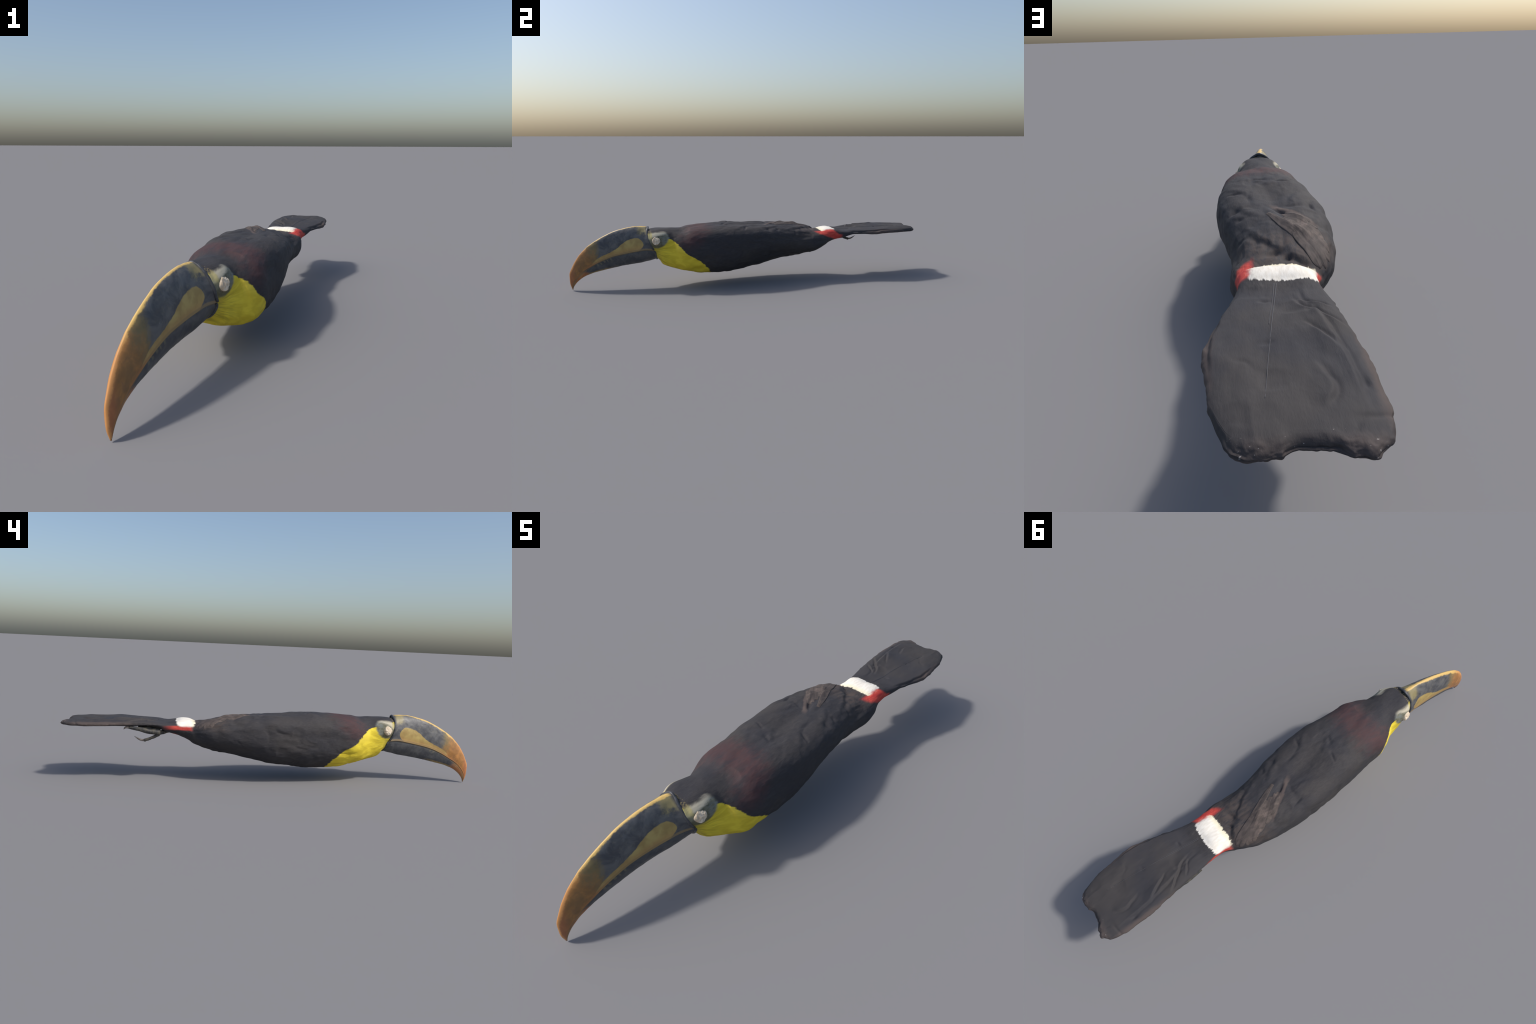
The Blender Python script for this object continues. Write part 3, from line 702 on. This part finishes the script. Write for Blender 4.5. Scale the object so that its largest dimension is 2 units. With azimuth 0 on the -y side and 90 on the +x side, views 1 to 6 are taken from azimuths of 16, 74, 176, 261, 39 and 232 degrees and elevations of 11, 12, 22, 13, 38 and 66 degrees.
for ob in (up_ob, lo_ob):
    ob.data.set_sharp_from_angle(angle=math.radians(50))
# rim of horn where the bill meets the face, one on each mandible
def rim(name, ring, r, keep):
    pts = ring[keep]; idx = np.linspace(0, len(pts) - 1, 26).astype(int)
    pts = pts[idx] + np.array([0, .0005, -.001])
    return tube(name, pts, np.full(len(pts), r), M_RIM, bill, 14, 4)
rim('base_rim', UV[1], .0052, slice(1, 95)); rim('base_rim', LV[1], .0050, slice(1, 95))
# pale worn edge at the very tip
k = slice(int(.86 * len(bt)), len(bt) - 3, 4)
for s in (0, -1):
    edge = UV[k, s].copy(); edge[:, 0] += .22 * (UV[k, -1 - s][:, 0] - edge[:, 0])
    tube('tip_edge', edge, np.linspace(.0006, .0019, len(edge)), M_PIN, bill, 8, 4)

# ---------------------------------------------------------------- eyes: cotton filling in a ring of lid
def eye(sx, y, z):
    hit = tree.ray_cast(Vector((sx * .3, y, z)), Vector((-sx, 0, 0)))[0]     # seat it on the head
    c = np.array(hit) - np.array([sx * .001, 0, 0]); V = []; nr, ns = 22, 44
    nrm = np.array([sx * .90, -.34 if sx > 0 else -.20, .22]); nrm /= np.linalg.norm(nrm)
    a = np.cross(nrm, [0, 0, 1]); a /= np.linalg.norm(a); b = np.cross(a, nrm)
    for i in range(nr):
        t = i / (nr - 1); rad = math.sin(t * math.pi / 2) ** .50; hgt = math.cos(t * math.pi / 2) ** .55
        for j in range(ns):
            q = 2 * math.pi * j / ns
            V.append(c + (a * math.cos(q) * .0212 + b * math.sin(q) * .0232) * rad + nrm * (hgt * .014 - .005))
    V = np.array(V); d = fbm(V * 70, 3, 70 + (sx > 0))
    V = V + nrm * (d * .0034 - .0016 * np.exp(-(noise3(V * 110, 92) / .2) ** 2))[:, None] + (a * .0016) * noise3(V * 80, 90)[:, None]
    mesh_obj('eye', V, grid_faces(nr, ns), M_EYE, parts['head'])
    ring = [c + (a * math.cos(q) * .0208 + b * math.sin(q) * .0228) - nrm * .0050 for q in np.linspace(0, 2 * math.pi, 25)]
    tube('eyelid', ring, np.full(25, .0032), M_EYERIM, parts['head'], 10, 3, jitter=.0006)
eye(1, -.543, .266); eye(-1, -.537, .263)

# ---------------------------------------------------------------- foot
leg = bpy.data.objects.new('leg', None); bpy.context.scene.collection.objects.link(leg); leg.parent = bird
tube('tarsus', [(.000, .475, .236), (-.022, .515, .233), (-.048, .555, .226), (-.062, .582, .224)], [.0100, .0090, .0105, .0110], M_TOE, leg, 16, 10, jitter=.0012)
tube('toe', [(-.063, .565, .219), (-.066, .590, .206), (-.068, .614, .196), (-.069, .632, .191)], [.0080, .0066, .0062, .0072], M_TOE, leg, 12, 10, jitter=.001)
tube('claw', [(-.069, .628, .191), (-.068, .645, .192), (-.067, .660, .198), (-.066, .677, .209)], [.0056, .0050, .0036, .0007], M_CLAW, leg, 10, 8)
tube('toe', [(-.068, .560, .228), (-.074, .610, .234), (-.080, .655, .245), (-.084, .700, .252)], [.0125, .0125, .0100, .0070], M_TOE, leg, 14, 12, jitter=.0012)
tube('claw', [(-.084, .696, .251), (-.086, .708, .252), (-.087, .717, .249), (-.087, .722, .242)], [.0060, .0055, .0040, .0007], M_CLAW, leg, 10, 8)
tube('toe', [(-.056, .560, .232), (-.060, .61, .241), (-.062, .66, .249)], [.0135, .0125, .0085], M_TOE, leg, 12, 10, jitter=.001)
tube('toe', [(-.046, .565, .232), (-.040, .60, .240), (-.035, .65, .248)], [.0120, .0105, .0075], M_TOE, leg, 12, 10, jitter=.001)
# joint scales: fine rings on the hind toe and the shank
for c, r in (((-.069, .628, .1915), .0074), ((-.0675, .604, .2000), .0070), ((-.0683, .616, .1955), .0067), ((-.0662, .592, .2052), .0070), ((-.072, .600, .2325), .0110), ((-.077, .635, .239), .0098), ((-.018, .508, .234), .0098)):
    th2 = np.linspace(0, 2 * math.pi, 17)
    tube('scale_ring', [(c[0] + r * math.cos(q), c[1] + .25 * r * math.sin(q), c[2] + r * math.sin(q)) for q in th2], np.full(17, .0007), M_SCALE, leg, 6, 2)
# second leg, folded under the tail
tube('tarsus', [(.035, .490, .232), (.040, .53, .226), (.042, .57, .236), (.045, .62, .248)], [.0080, .0070, .0070, .0060], M_TOE, leg, 12, 10, jitter=.001)

# ---------------------------------------------------------------- settle into the frame: lowest point on the ground
bpy.context.view_layer.update()
low = min((o.matrix_world @ v.co).z for o in bpy.data.objects if o.type == 'MESH' for v in o.data.vertices)
bird.location.z = -low
